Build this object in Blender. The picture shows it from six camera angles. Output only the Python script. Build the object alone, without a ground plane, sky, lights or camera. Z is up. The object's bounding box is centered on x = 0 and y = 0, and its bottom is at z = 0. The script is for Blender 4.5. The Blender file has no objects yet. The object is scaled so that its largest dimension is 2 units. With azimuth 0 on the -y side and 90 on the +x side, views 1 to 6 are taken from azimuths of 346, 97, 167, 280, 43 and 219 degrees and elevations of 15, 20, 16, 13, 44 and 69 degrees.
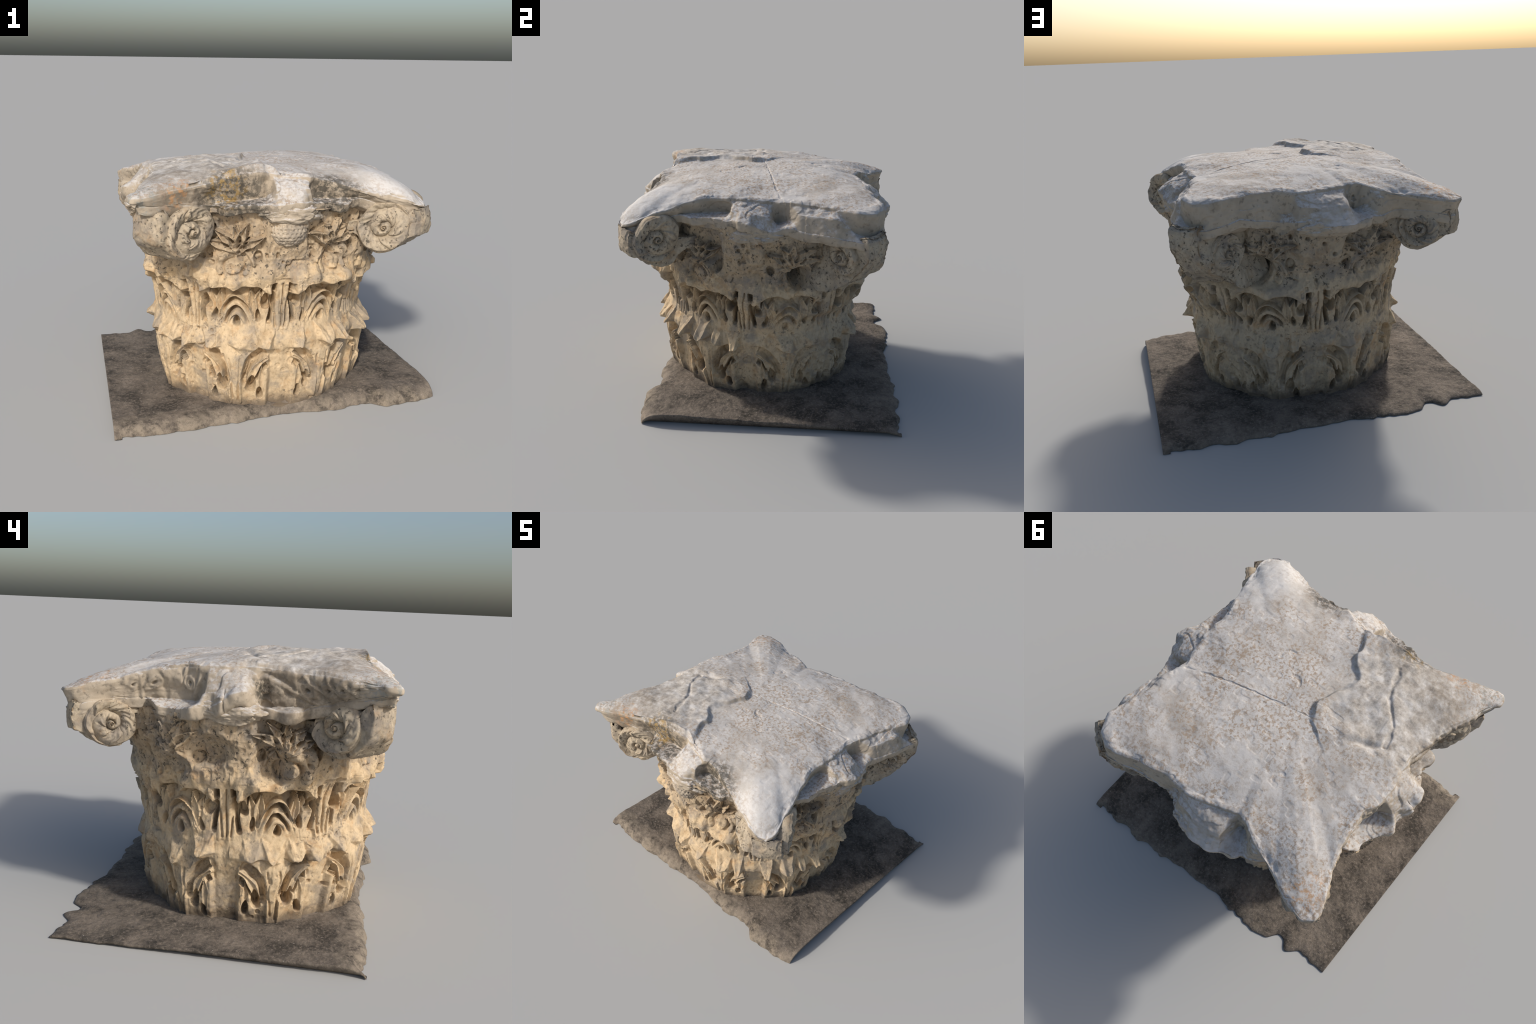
"""Weathered marble Corinthian capital standing on a patch of pavement.
Everything is described by profiles, outlines and carving rules:
  drum   - lofted basket with two rings of acanthus leaves carved into it
  abacus - slab with concave sides, ledges and bosses, lofted through outlines
  volute - four corner wedges with a whirled scroll on either face
"""
import bpy, math
import numpy as np
from mathutils import Vector

CX, CY = 0.0, -0.09            # drum axis
TAU = 2 * math.pi


# ------------------------------------------------------------------ noise
def _hash(ix, iy, iz, seed):
    h = (ix.astype(np.int64) * 374761393 + iy.astype(np.int64) * 668265263
         + iz.astype(np.int64) * 2147483647 + seed * 974634777) & 0xFFFFFFFF
    h = ((h ^ (h >> 13)) * 1274126177) & 0xFFFFFFFF
    h = ((h ^ (h >> 16)) * 2246822519) & 0xFFFFFFFF
    return ((h ^ (h >> 15)) & 0xFFFFFF) / float(0xFFFFFF) * 2.0 - 1.0


def vnoise(x, y, z, seed=0):
    x = np.asarray(x, float); y = np.asarray(y, float) + 0 * x; z = np.asarray(z, float) + 0 * x
    x = x + 0 * y
    ix, iy, iz = np.floor(x), np.floor(y), np.floor(z)
    fx, fy, fz = x - ix, y - iy, z - iz
    fx = fx * fx * fx * (fx * (fx * 6 - 15) + 10)
    fy = fy * fy * fy * (fy * (fy * 6 - 15) + 10)
    fz = fz * fz * fz * (fz * (fz * 6 - 15) + 10)
    def c(a, b, d):
        return _hash(ix + a, iy + b, iz + d, seed)
    x00 = c(0, 0, 0) * (1 - fx) + c(1, 0, 0) * fx
    x10 = c(0, 1, 0) * (1 - fx) + c(1, 1, 0) * fx
    x01 = c(0, 0, 1) * (1 - fx) + c(1, 0, 1) * fx
    x11 = c(0, 1, 1) * (1 - fx) + c(1, 1, 1) * fx
    return (x00 * (1 - fy) + x10 * fy) * (1 - fz) + (x01 * (1 - fy) + x11 * fy) * fz


def fbm(x, y, z, octaves=4, seed=0, gain=0.5):
    a, s, t = 1.0, 0.0, 0.0
    for o in range(octaves):
        f = 2.03 ** o
        s = s + a * vnoise(x * f + o * 7.3, y * f - o * 3.1, z * f + o * 5.7, seed + o)
        t += a
        a *= gain
    return s / t


def ridged(x, y, z, octaves=3, seed=0):
    a, s, t = 1.0, 0.0, 0.0
    for o in range(octaves):
        f = 2.1 ** o
        s = s + a * (1 - 2 * np.abs(vnoise(x * f, y * f, z * f, seed + o)))
        t += a
        a *= 0.5
    return s / t


def smooth(e0, e1, x):
    t = np.clip((x - e0) / (e1 - e0), 0, 1)
    return t * t * (3 - 2 * t)


def lerp(a, b, t):
    return a + (b - a) * t


def angdiff(a, b):
    """signed difference a-b of angles in degrees"""
    return (a - b + 180.0) % 360.0 - 180.0


def periodic(phi, table, col):
    """smooth interpolation of column `col` of a table keyed by angle (deg)"""
    t = sorted(table)
    a = np.array([r[0] for r in t]); v = np.array([r[col] for r in t])
    a = np.concatenate([a - 360, a, a + 360]); v = np.concatenate([v, v, v])
    q = (np.asarray(phi) + 180.0) % 360.0 - 180.0
    return np.interp(q, a, v)


def pchip(x, xs, ys):
    xs = np.asarray(xs, float); ys = np.asarray(ys, float)
    h = np.diff(xs); d = np.diff(ys) / h
    m = np.zeros_like(ys)
    m[1:-1] = np.where(d[:-1] * d[1:] > 0, 2 * d[:-1] * d[1:] / (d[:-1] + d[1:] + 1e-12), 0)
    m[0], m[-1] = d[0], d[-1]
    x = np.clip(x, xs[0], xs[-1])
    i = np.clip(np.searchsorted(xs, x) - 1, 0, len(xs) - 2)
    t = (x - xs[i]) / h[i]
    return ((2 * t**3 - 3 * t**2 + 1) * ys[i] + (t**3 - 2 * t**2 + t) * h[i] * m[i]
            + (-2 * t**3 + 3 * t**2) * ys[i + 1] + (t**3 - t**2) * h[i] * m[i + 1])


# ------------------------------------------------------------------ meshes
def new_mesh(name, verts, quads, mat, parent=None, smooth_shade=True, normals=None):
    verts = np.asarray(verts, np.float32).reshape(-1, 3)
    quads = np.asarray(quads, np.int32)
    n = quads.shape[1]
    me = bpy.data.meshes.new(name)
    me.vertices.add(len(verts)); me.vertices.foreach_set("co", verts.ravel())
    me.loops.add(quads.size); me.loops.foreach_set("vertex_index", quads.ravel())
    me.polygons.add(len(quads))
    me.polygons.foreach_set("loop_start", np.arange(0, quads.size, n, dtype=np.int32))
    me.polygons.foreach_set("use_smooth", np.ones(len(quads), bool) if smooth_shade else np.zeros(len(quads), bool))
    me.update(calc_edges=True)
    me.validate()
    me.materials.append(mat)
    if normals is not None:
        me.normals_split_custom_set_from_vertices(np.asarray(normals, float).tolist())
    ob = bpy.data.objects.new(name, me)
    bpy.context.scene.collection.objects.link(ob)
    if parent is not None:
        ob.parent = parent
    return ob


def grid_quads(nu, nv, wrap_u=False):
    """vertex index = v*nu+u"""
    uu = nu if wrap_u else nu - 1
    u, v = np.meshgrid(np.arange(uu), np.arange(nv - 1))
    u2 = (u + 1) % nu
    return np.stack([v * nu + u, v * nu + u2, (v + 1) * nu + u2, (v + 1) * nu + u], -1).reshape(-1, 4)


def grid_normals(P, wrap_u):
    """P: (nv,nu,3)"""
    if wrap_u:
        du = np.roll(P, -1, 1) - np.roll(P, 1, 1)
    else:
        du = np.gradient(P, axis=1)
    dv = np.gradient(P, axis=0)
    n = np.cross(du, dv)
    return n / (np.linalg.norm(n, axis=-1, keepdims=True) + 1e-12)


def empty(name, loc, parent=None):
    ob = bpy.data.objects.new(name, None)
    ob.location = loc
    bpy.context.scene.collection.objects.link(ob)
    if parent is not None:
        ob.parent = parent
    return ob


# ------------------------------------------------------------------ materials
class NT:
    def __init__(self, name):
        self.mat = bpy.data.materials.new(name)
        self.mat.use_nodes = True
        self.t = self.mat.node_tree
        self.bsdf = self.t.nodes["Principled BSDF"]
        self.co = self.n("ShaderNodeTexCoord").outputs["Object"]

    def n(self, kind, **kw):
        nd = self.t.nodes.new(kind)
        for k, v in kw.items():
            setattr(nd, k, v)
        return nd

    def link(self, a, b):
        self.t.links.new(a, b)

    def put(self, sock, v):
        if hasattr(v, "links"):
            self.link(v, sock)
        else:
            sock.default_value = v

    def noise(self, scale, detail=4, rough=0.55, stretch=None, dist=0.0, off=(0, 0, 0)):
        co = self.co
        if stretch or any(off):
            mp = self.n("ShaderNodeMapping")
            mp.inputs["Scale"].default_value = stretch or (1, 1, 1)
            mp.inputs["Location"].default_value = off
            self.link(co, mp.inputs["Vector"]); co = mp.outputs["Vector"]
        nd = self.n("ShaderNodeTexNoise")
        nd.inputs["Scale"].default_value = scale
        nd.inputs["Detail"].default_value = detail
        nd.inputs["Roughness"].default_value = rough
        nd.inputs["Distortion"].default_value = dist
        self.link(co, nd.inputs["Vector"])
        return nd.outputs["Fac"]

    def voronoi(self, scale, feature="F1"):
        nd = self.n("ShaderNodeTexVoronoi", feature=feature)
        nd.inputs["Scale"].default_value = scale
        self.link(self.co, nd.inputs["Vector"])
        return nd.outputs["Distance"]

    def ramp(self, fac, stops):
        nd = self.n("ShaderNodeValToRGB")
        el = nd.color_ramp.elements
        while len(el) < len(stops):
            el.new(0.5)
        for e, (p, c) in zip(el, stops):
            e.position = p
            e.color = (*c, 1) if len(c) == 3 else c
        self.link(fac, nd.inputs["Fac"])
        return nd.outputs["Color"]

    def band(self, fac, lo, hi):
        nd = self.n("ShaderNodeMapRange", interpolation_type="SMOOTHSTEP")
        self.put(nd.inputs["Value"], fac)
        nd.inputs["From Min"].default_value = lo
        nd.inputs["From Max"].default_value = hi
        return nd.outputs["Result"]

    def math(self, op, a, b=0.0, clamp=False):
        nd = self.n("ShaderNodeMath", operation=op, use_clamp=clamp)
        self.put(nd.inputs[0], a); self.put(nd.inputs[1], b)
        return nd.outputs[0]

    def mix(self, fac, a, b):
        nd = self.n("ShaderNodeMix", data_type="RGBA")
        self.put(nd.inputs["Factor"], fac)
        for s, v in ((nd.inputs[6], a), (nd.inputs[7], b)):
            if isinstance(v, tuple):
                s.default_value = (*v, 1)
            else:
                self.link(v, s)
        return nd.outputs[2]

    def near(self, p, radius, wobble=0.0, scale=6.0):
        """1 near the point p, falling to 0 at radius, with a ragged rim"""
        vm = self.n("ShaderNodeVectorMath", operation="DISTANCE")
        self.link(self.co, vm.inputs[0]); vm.inputs[1].default_value = p
        d = vm.outputs["Value"]
        if wobble:
            d = self.math("ADD", d, self.math("MULTIPLY", self.math("SUBTRACT", self.noise(scale, 5), 0.5), wobble))
        return self.band(d, radius, radius * 0.45)

    def axis(self, i):
        s = self.n("ShaderNodeSeparateXYZ")
        self.link(self.co, s.inputs[0])
        return s.outputs[i]

    def finish(self, color, rough=0.9, bump=None, strength=0.4, distance=0.004):
        self.put(self.bsdf.inputs["Base Color"], color)
        self.put(self.bsdf.inputs["Roughness"], rough)
        self.bsdf.inputs["Specular IOR Level"].default_value = 0.25
        if bump is not None:
            b = self.n("ShaderNodeBump")
            b.inputs["Strength"].default_value = strength
            b.inputs["Distance"].default_value = distance
            self.link(bump, b.inputs["Height"])
            self.link(b.outputs["Normal"], self.bsdf.inputs["Normal"])
        return self.mat


def stone_carved(name, light, mid, dark, spots=0.5):
    """tan carved marble with fine veins, small black lichen pits"""
    m = NT(name)
    big = m.noise(5.0, 6, 0.65)
    fine = m.noise(45, 5, 0.6, stretch=(1, 1, 0.6))
    c = m.ramp(big, [(0.30, mid), (0.46, light), (0.56, light), (0.72, mid)])
    c = m.mix(m.math("MULTIPLY", m.band(fine, 0.46, 0.72), 0.6), c, dark)
    # greyer tint over the back quarter
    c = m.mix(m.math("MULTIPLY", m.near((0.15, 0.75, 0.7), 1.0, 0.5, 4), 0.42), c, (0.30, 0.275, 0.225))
    # iron staining
    c = m.mix(m.math("MULTIPLY", m.band(m.noise(9, 5, 0.65, off=(3, 1, 2)), 0.52, 0.72), 0.6), c,
              tuple(x * y for x, y in zip(mid, (0.95, 0.74, 0.52))))
    # grey-brown weathering in clouds
    c = m.mix(m.math("MULTIPLY", m.band(m.noise(6, 6, 0.7, off=(2, 8, 1)), 0.46, 0.64), min(0.85, 0.80 * spots)), c, (0.24, 0.21, 0.175))
    # blotches and specks of black lichen, clustered
    cl = m.band(m.noise(5, 4, 0.6, off=(7, 2, 4)), 0.56 - 0.18 * spots, 0.74 - 0.18 * spots)
    sp = m.band(m.noise(48, 3, 0.6, off=(1, 5, 2)), 0.57, 0.65)
    c = m.mix(m.math("MULTIPLY", m.math("MULTIPLY", sp, cl), min(1.0, 0.62 * spots)), c, (0.075, 0.063, 0.05))
    bl = m.band(m.noise(24, 3, 0.6, off=(5, 5, 9)), 0.62, 0.72)
    c = m.mix(m.math("MULTIPLY", m.math("MULTIPLY", bl, cl), min(1.0, 0.7 * spots)), c, (0.10, 0.085, 0.065))
    # cavity shading painted into the colour: creases browned by pointiness
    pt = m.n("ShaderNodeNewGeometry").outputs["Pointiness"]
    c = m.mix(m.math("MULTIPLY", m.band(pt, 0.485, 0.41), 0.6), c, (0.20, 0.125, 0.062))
    # soil clings to the foot of the stone
    zz = m.math("ADD", m.axis(2), m.math("MULTIPLY", m.math("SUBTRACT", m.noise(14, 5, 0.7, off=(4, 4, 4)), 0.5), 0.16))
    c = m.mix(m.math("MULTIPLY", m.band(zz, 0.145, 0.055), 0.85), c, (0.12, 0.095, 0.072))
    bump = m.math("ADD", m.math("MULTIPLY", m.noise(70, 6, 0.65), 0.7), m.math("MULTIPLY", m.noise(200, 3), 0.3))
    return m.finish(c, 0.92, bump, 0.5, 0.006)


def stone_top():
    m = NT("bleached_marble")
    base = m.ramp(m.noise(4.5, 5, 0.6), [(0.32, (0.46, 0.445, 0.425)), (0.5, (0.535, 0.51, 0.48)), (0.68, (0.40, 0.37, 0.335))])
    # rusty brown crust in patches
    fleck = m.band(m.noise(54, 6, 0.68, dist=0.2), 0.46, 0.60)
    zone = m.band(m.noise(3.0, 5, 0.65, off=(4, 1, 0)), 0.36, 0.58)
    c = m.mix(m.math("MULTIPLY", m.math("MULTIPLY", fleck, zone), 0.80), base, (0.30, 0.215, 0.14))
    c = m.mix(m.math("MULTIPLY", m.band(m.noise(17, 7, 0.76, off=(9, 3, 2)), 0.48, 0.68), 0.55), c, (0.335, 0.28, 0.225))
    # broken plateau: greyer, mottled, lichen
    pl = m.near((-0.50, -0.42, 1.47), 0.52, 0.22, 5)
    mott = m.ramp(m.noise(20, 6, 0.7, off=(2, 2, 7)), [(0.34, (0.17, 0.15, 0.125)), (0.5, (0.40, 0.36, 0.31)), (0.66, (0.60, 0.575, 0.54))])
    c = m.mix(m.math("MULTIPLY", pl, 0.72), c, mott)
    # clean white fracture at one corner
    wf = m.near((0.70, -0.74, 1.33), 0.36, 0.12, 7)
    c = m.mix(m.math("MULTIPLY", wf, 0.45), c, (0.62, 0.605, 0.585))
    # fascia below the top surface: warmer, with dark lichen
    z = m.axis(2)
    return m, c


def material_abacus():
    m, c = stone_top()
    side = m.n("ShaderNodeNewGeometry").outputs["Normal"]
    sx = m.n("ShaderNodeSeparateXYZ"); m.link(side, sx.inputs[0])
    # rain-washed bleaching sits on the upward faces only
    up = m.band(sx.outputs[2], 0.35, 0.75)
    fas = m.ramp(m.noise(9, 5, 0.6, off=(1, 1, 1)), [(0.3, (0.34, 0.285, 0.215)), (0.55, (0.42, 0.355, 0.275)), (0.75, (0.30, 0.25, 0.185))])  # fascia tones darkened to carry the shade under the slab's edge
    fl = m.band(m.noise(26, 4, 0.65, off=(5, 5, 0)), 0.55, 0.68)
    fas = m.mix(m.math("MULTIPLY", fl, 0.5), fas, (0.10, 0.09, 0.075))
    c = m.mix(up, fas, c)
    for p, r in (((-0.48, -0.80, 1.36), 0.42), ((0.30, -0.76, 1.36), 0.26), ((-0.74, -0.45, 1.32), 0.30)):
        k = m.math("MULTIPLY", m.near(p, r, 0.2, 7), m.math("SUBTRACT", 1.0, m.math("MULTIPLY", up, 0.55)))
        k = m.math("MULTIPLY", k, m.band(m.noise(13, 6, 0.7, off=(8, 2, 6)), 0.34, 0.58))
        c = m.mix(m.math("MULTIPLY", k, 0.75), c, (0.185, 0.15, 0.11))
    # black patches on the front ledges, ochre lichen on the left front fascia
    for p, r in (((-0.30, -0.77, 1.31), 0.28), ((0.27, -0.77, 1.31), 0.21), ((-0.70, -0.22, 1.30), 0.09)):
        k = m.math("MULTIPLY", m.near(p, r, 0.10, 14), m.band(m.noise(34, 5, 0.7, off=(0, 4, 4)), 0.40, 0.56))
        c = m.mix(m.math("MULTIPLY", k, 0.85), c, (0.065, 0.06, 0.05))
    for p, r, col in (((-0.34, -0.75, 1.39), 0.16, (0.34, 0.22, 0.07)), ((-0.62, -0.86, 1.40), 0.16, (0.46, 0.24, 0.10)),
                      ((-0.70, 0.66, 1.31), 0.14, (0.45, 0.25, 0.11)), ((-0.80, -0.84, 1.38), 0.16, (0.26, 0.27, 0.25))):
        k = m.math("MULTIPLY", m.near(p, r, 0.12, 12), m.band(m.noise(30, 4, 0.7, off=(6, 0, 3)), 0.48, 0.62))
        c = m.mix(m.math("MULTIPLY", k, 0.7), c, col)
    bump = m.math("ADD", m.math("MULTIPLY", m.noise(30, 6, 0.65, dist=0.5), 0.8), m.math("MULTIPLY", m.noise(130, 4), 0.35))
    return m.finish(c, 0.9, bump, 0.4, 0.005)


def material_pavement():
    m = NT("dusty_pavement")
    c = m.ramp(m.noise(5.5, 6, 0.65), [(0.38, (0.050, 0.043, 0.035)), (0.5, (0.122, 0.102, 0.082)), (0.64, (0.180, 0.150, 0.120))])
    c = m.mix(m.math("MULTIPLY", m.band(m.noise(55, 5, 0.7), 0.45, 0.68), 0.55), c, (0.25, 0.205, 0.165))
    c = m.mix(m.math("MULTIPLY", m.band(m.noise(38, 5, 0.7, off=(3, 3, 3)), 0.52, 0.68), 0.6), c, (0.05, 0.045, 0.04))
    c = m.mix(m.math("MULTIPLY", m.band(m.noise(90, 2, 0.5, off=(8, 1, 1)), 0.66, 0.74), 0.6), c, (0.36, 0.32, 0.28))
    # pale limestone rim along both worn edges
    y = m.axis(1)
    wob = m.math("MULTIPLY", m.math("SUBTRACT", m.noise(9, 5, 0.65, off=(2, 0, 0)), 0.5), 0.35)
    rim = m.math("MULTIPLY", m.math("MAXIMUM", m.band(m.math("ADD", y, wob), -0.66, -0.82), m.math("MULTIPLY", m.band(m.math("ADD", y, wob), 0.74, 0.90), 0.45)),
                 m.band(m.noise(16, 5, 0.7, off=(5, 5, 5)), 0.36, 0.6))
    c = m.mix(m.math("MULTIPLY", rim, 0.75), c, (0.30, 0.25, 0.19))
    bump = m.math("ADD", m.noise(60, 6, 0.7), m.math("MULTIPLY", m.noise(180, 3), 0.4))
    return m.finish(c, 0.95, bump, 0.7, 0.008)


# ------------------------------------------------------------------ drum
NTH, NZ = 1260, 440
ZLO, ZHI = -0.03, 1.27


def polyline_distance(x, y, pts):
    d = np.full(x.shape, 9.0); tt = np.zeros(x.shape)
    seg = [math.hypot(b[0] - a[0], b[1] - a[1]) for a, b in zip(pts[:-1], pts[1:])]
    total, acc = sum(seg), 0.0
    for (a, b), L in zip(zip(pts[:-1], pts[1:]), seg):
        ux, uy = (b[0] - a[0]) / L, (b[1] - a[1]) / L
        s = np.clip((x - a[0]) * ux + (y - a[1]) * uy, 0, L)
        q = np.hypot(x - a[0] - s * ux, y - a[1] - s * uy)
        m = q < d
        d = np.where(m, q, d); tt = np.where(m, (acc + s) / total, tt)
        acc += L
    return d, tt


def bezier(a, b, c, n=9):
    return [((1 - t) ** 2 * a[0] + 2 * t * (1 - t) * b[0] + t * t * c[0],
             (1 - t) ** 2 * a[1] + 2 * t * (1 - t) * b[1] + t * t * c[1]) for t in np.linspace(0, 1, n)]


class Carving:
    """a relief drawn in local coordinates (x along the arc, y up), metres"""
    def __init__(self, x, y, h):
        self.x, self.y, self.h = x, y, h

    def pocket(self, cx, cy, rx, ry, depth, rot=0.0, point=0.0):
        """drilled hole; point>0 makes a teardrop with the tip upwards"""
        c, s = math.cos(rot), math.sin(rot)
        X = (self.x - cx) * c + (self.y - cy) * s
        Y = -(self.x - cx) * s + (self.y - cy) * c
        w = rx * (1 - point * np.clip(Y / ry, -1, 1))
        q = np.sqrt((X / np.maximum(w, rx * 0.15)) ** 2 + (Y / ry) ** 2)
        self.h = self.h - depth * smooth(1.12, 0.72, q)

    def slot(self, pts, w, depth):
        d, t = polyline_distance(self.x, self.y, pts)
        self.h = self.h - depth * smooth(w * 1.25, w * 0.6, d) * smooth(0, 0.06, t + 0.04) * smooth(1.0, 0.94, t - 0.02)

    def ridge(self, pts, w, a):
        d, _ = polyline_distance(self.x, self.y, pts)
        self.h = self.h + a * np.clip(1 - (d / w) ** 2, 0, 1)

    def blade(self, pts, w, level, crease=0.010, tip=0.15, edge=0.008):
        """leaflet standing at `level`: pointed at its end, creased along its middle"""
        d, t = polyline_distance(self.x, self.y, pts)
        ww = w * np.minimum(1.0, 0.62 + 0.9 * t) * np.clip((1.02 - t) / 0.45, tip, 1.0)
        m = smooth(ww * 1.15, ww * 0.85, d)
        prof = level - crease * np.clip(1 - d / (0.75 * ww), 0, 1) + edge * np.exp(-((d - 0.8 * ww) / (0.25 * w)) ** 2)
        self.h = lerp(self.h, np.maximum(prof, self.h - 0.01), m)


def carve_upper(cv, j):
    """carving between two upper midribs (they stand at x=+-0.26)"""
    s = lambda a=0.012: float(j.uniform(-a, a))
    x, y = cv.x, cv.y
    ax = np.abs(x)
    # field sunk under the canopy, deepest just below it
    roof = 0.790 - 0.020 * np.exp(-(x / 0.03) ** 2) - 0.055 * smooth(0.11, 0.20, ax)
    field = smooth(0.205, 0.188, ax) * smooth(0.59, 0.64, y) * smooth(roof, roof - 0.010, y)
    cv.h = cv.h - (0.028 + 0.034 * smooth(0.66, 0.77, y)) * field
    # nested pointed arches: each overhangs the hollow inside it
    yy = np.clip(y - 0.50, 0, 1)
    rho = ((ax / 0.112) ** 1.85 + (yy / 0.232) ** 1.85) ** (1 / 1.85)
    lay = (rho - 0.45) / 0.265
    saw = lay - np.floor(lay)
    m = smooth(1.03, 0.99, rho) * smooth(0.53, 0.60, y) * smooth(-0.05, 0.02, lay)
    lip = smooth(1.0, 0.90, saw)
    cv.h = lerp(cv.h, 0.010 - 0.070 * smooth(0.25, 0.85, saw) * (0.25 + 0.75 * smooth(0.085, 0.030, ax)) * lip, m)
    cv.h = cv.h + 0.014 * np.exp(-((rho - 1.0) / 0.07) ** 2) * smooth(0.55, 0.62, y)
    for sg in (-1, 1):
        # slot that frees the midrib, interrupted by a bridge
        cv.slot([(sg * 0.208, 0.725 + s()), (sg * 0.205, 0.66), (sg * 0.192, 0.560)], 0.013, 0.080)
        cv.slot([(sg * 0.214, 0.80), (sg * 0.211, 0.752)], 0.013, 0.07)
        # smooth outer strip ending in an eyelet
        cv.blade([(sg * 0.150, 0.515), (sg * 0.158, 0.60), (sg * 0.166, 0.68), (sg * 0.172, 0.755)], 0.028, 0.004, 0.0, 0.75, 0.0)
        # leaflets: one curling out, one upright spear
        cv.blade(bezier((sg * 0.112, 0.585), (sg * 0.118, 0.69), (sg * (0.142 + s(0.006)), 0.762 + s(0.008))), 0.028, -0.004, 0.016, 0.1, 0.006)
        cv.blade(bezier((sg * 0.104, 0.585), (sg * 0.090, 0.70), (sg * (0.090 + s(0.008)), 0.776 + s(0.005))), 0.027, -0.002, 0.018, 0.1, 0.006)
        cv.pocket(sg * (0.168 + s(0.004)), 0.694 + s(0.008), 0.024, 0.046, 0.090, -sg * 0.12, 0.35)
        cv.pocket(sg * 0.126, 0.600 + s(), 0.014, 0.040, 0.062, sg * 0.18, 0.4)
    cv.pocket(s(0.004), 0.565 + s(0.006), 0.019, 0.033, 0.075, 0, 0.35)


def carve_lower(cv, j):
    """one lower leaf, midrib at x=0"""
    s = lambda a=0.012: float(j.uniform(-a, a))
    x = cv.x
    # the plain strips between the leaves lie a little deeper
    cv.h = cv.h - 0.030 * smooth(0.176, 0.205, np.abs(x)) * smooth(0.43, 0.36, cv.y) + 0.018 * smooth(0.09, 0.02, np.abs(x)) * smooth(0.42, 0.34, cv.y)
    for sg in (-1, 1):
        lift = s(0.02)
        # hollow under the overturned tip, arching from the midrib to the leaf edge
        cv.slot(bezier((sg * 0.058, 0.19), (sg * 0.072, 0.36 + lift), (sg * 0.178, 0.392 + lift)), 0.029, 0.056)
        cv.pocket(sg * 0.118, 0.350 + lift, 0.050, 0.036, 0.022, sg * 0.5)
        # gussets under the curved rib
        cv.slot(bezier((sg * 0.112, 0.225), (sg * 0.125, 0.290), (sg * 0.180, 0.305)), 0.027, 0.052)
        cv.blade(bezier((sg * 0.078, 0.15), (sg * 0.092, 0.30 + lift), (sg * 0.182, 0.345 + lift)), 0.024, 0.004, 0.010, 0.5, 0.002)
        cv.blade([(sg * 0.150, 0.12), (sg * 0.150, 0.20), (sg * (0.148 + s(0.006)), 0.285 + s())], 0.022, 0.000, 0.012, 0.15, 0.002)
        cv.pocket(sg * (0.090 + s(0.006)), 0.175 + s(0.015), 0.025, 0.054, 0.085, -sg * 0.15, 0.3)
        cv.pocket(sg * (0.140 + s(0.008)), 0.120 + s(0.02), 0.018, 0.038, 0.070, sg * 0.1, 0.3)
        cv.ridge([(sg * 0.028, 0.05), (sg * 0.034, 0.20), (sg * 0.085, 0.37)], 0.010, 0.012)
    cv.slot([(0.014, 0.06), (0.030, 0.35)], 0.007, 0.009)
    cv.slot([(-0.016, 0.08), (-0.034, 0.35)], 0.006, 0.008)


def carve_midrib(cv, j):
    """fluted stem of an upper leaf, x=0 at the stem"""
    for xx, w in ((-0.038, 0.006), (0.036, 0.005), (0.004, 0.004)):
        t = float(j.uniform(-0.006, 0.006))
        cv.slot([(xx * 0.7 + t, 0.53), (xx + t, 0.68), (xx * 1.6, 0.80)], w, 0.012)
    for xx in (-0.052, -0.020, 0.020, 0.052):
        t = float(j.uniform(-0.004, 0.004))
        cv.ridge([(xx * 0.7, 0.52), (xx + t, 0.68), (xx * 1.7, 0.80)], 0.013, 0.007)


def carve_foliage(cv, j, mirror):
    """palmette spray and caulis scroll high on the bell, x=0 under the spray"""
    s = lambda a=0.012: float(j.uniform(-a, a))
    x, y = cv.x * mirror, cv.y
    sub = Carving(x, y, cv.h)
    bg = smooth(0.17, 0.13, np.abs(x)) * smooth(0.96, 1.03, y)
    sub.h = sub.h - 0.034 * bg
    base = (0.01, 0.985)
    for k, ang in enumerate((-62, -34, -8, 20, 48)):
        a = math.radians(ang + 6 * s(1))
        L = 0.165 + s(0.02)
        tipp = (base[0] + L * math.sin(a) * 1.15, base[1] + L * math.cos(a))
        mid = (base[0] + 0.5 * L * math.sin(a) * 0.55, base[1] + 0.62 * L * math.cos(a))
        sub.blade(bezier(base, mid, tipp), 0.026, 0.004, 0.014)
    for k in range(4):
        a = math.radians(-48 + 27 * k)
        sub.pocket(base[0] + 0.085 * math.sin(a), base[1] + 0.085 * math.cos(a), 0.011, 0.026, 0.035, -a, 0.3)
    # curled scroll with a rosette below it
    c0 = (-0.01, 0.905)
    arc = [(c0[0] + 0.075 * math.cos(t), c0[1] + 0.070 * math.sin(t)) for t in np.linspace(-0.6, 3.6, 16)]
    sub.pocket(c0[0], c0[1], 0.095, 0.088, 0.022)
    sub.pocket(c0[0], c0[1], 0.05, 0.045, -0.022)
    sub.ridge(arc, 0.018, 0.022)
    arc = [(c0[0] + 0.105 * math.cos(t), c0[1] + 0.092 * math.sin(t)) for t in np.linspace(0.1, 2.2, 12)]
    sub.ridge(arc, 0.013, 0.018)
    sub.pocket(c0[0] + 0.125, c0[1] + 0.06, 0.024, 0.034, 0.045)
    sub.pocket(c0[0] - 0.135, c0[1] + 0.075, 0.026, 0.04, 0.04)
    cv.h = sub.h


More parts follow.
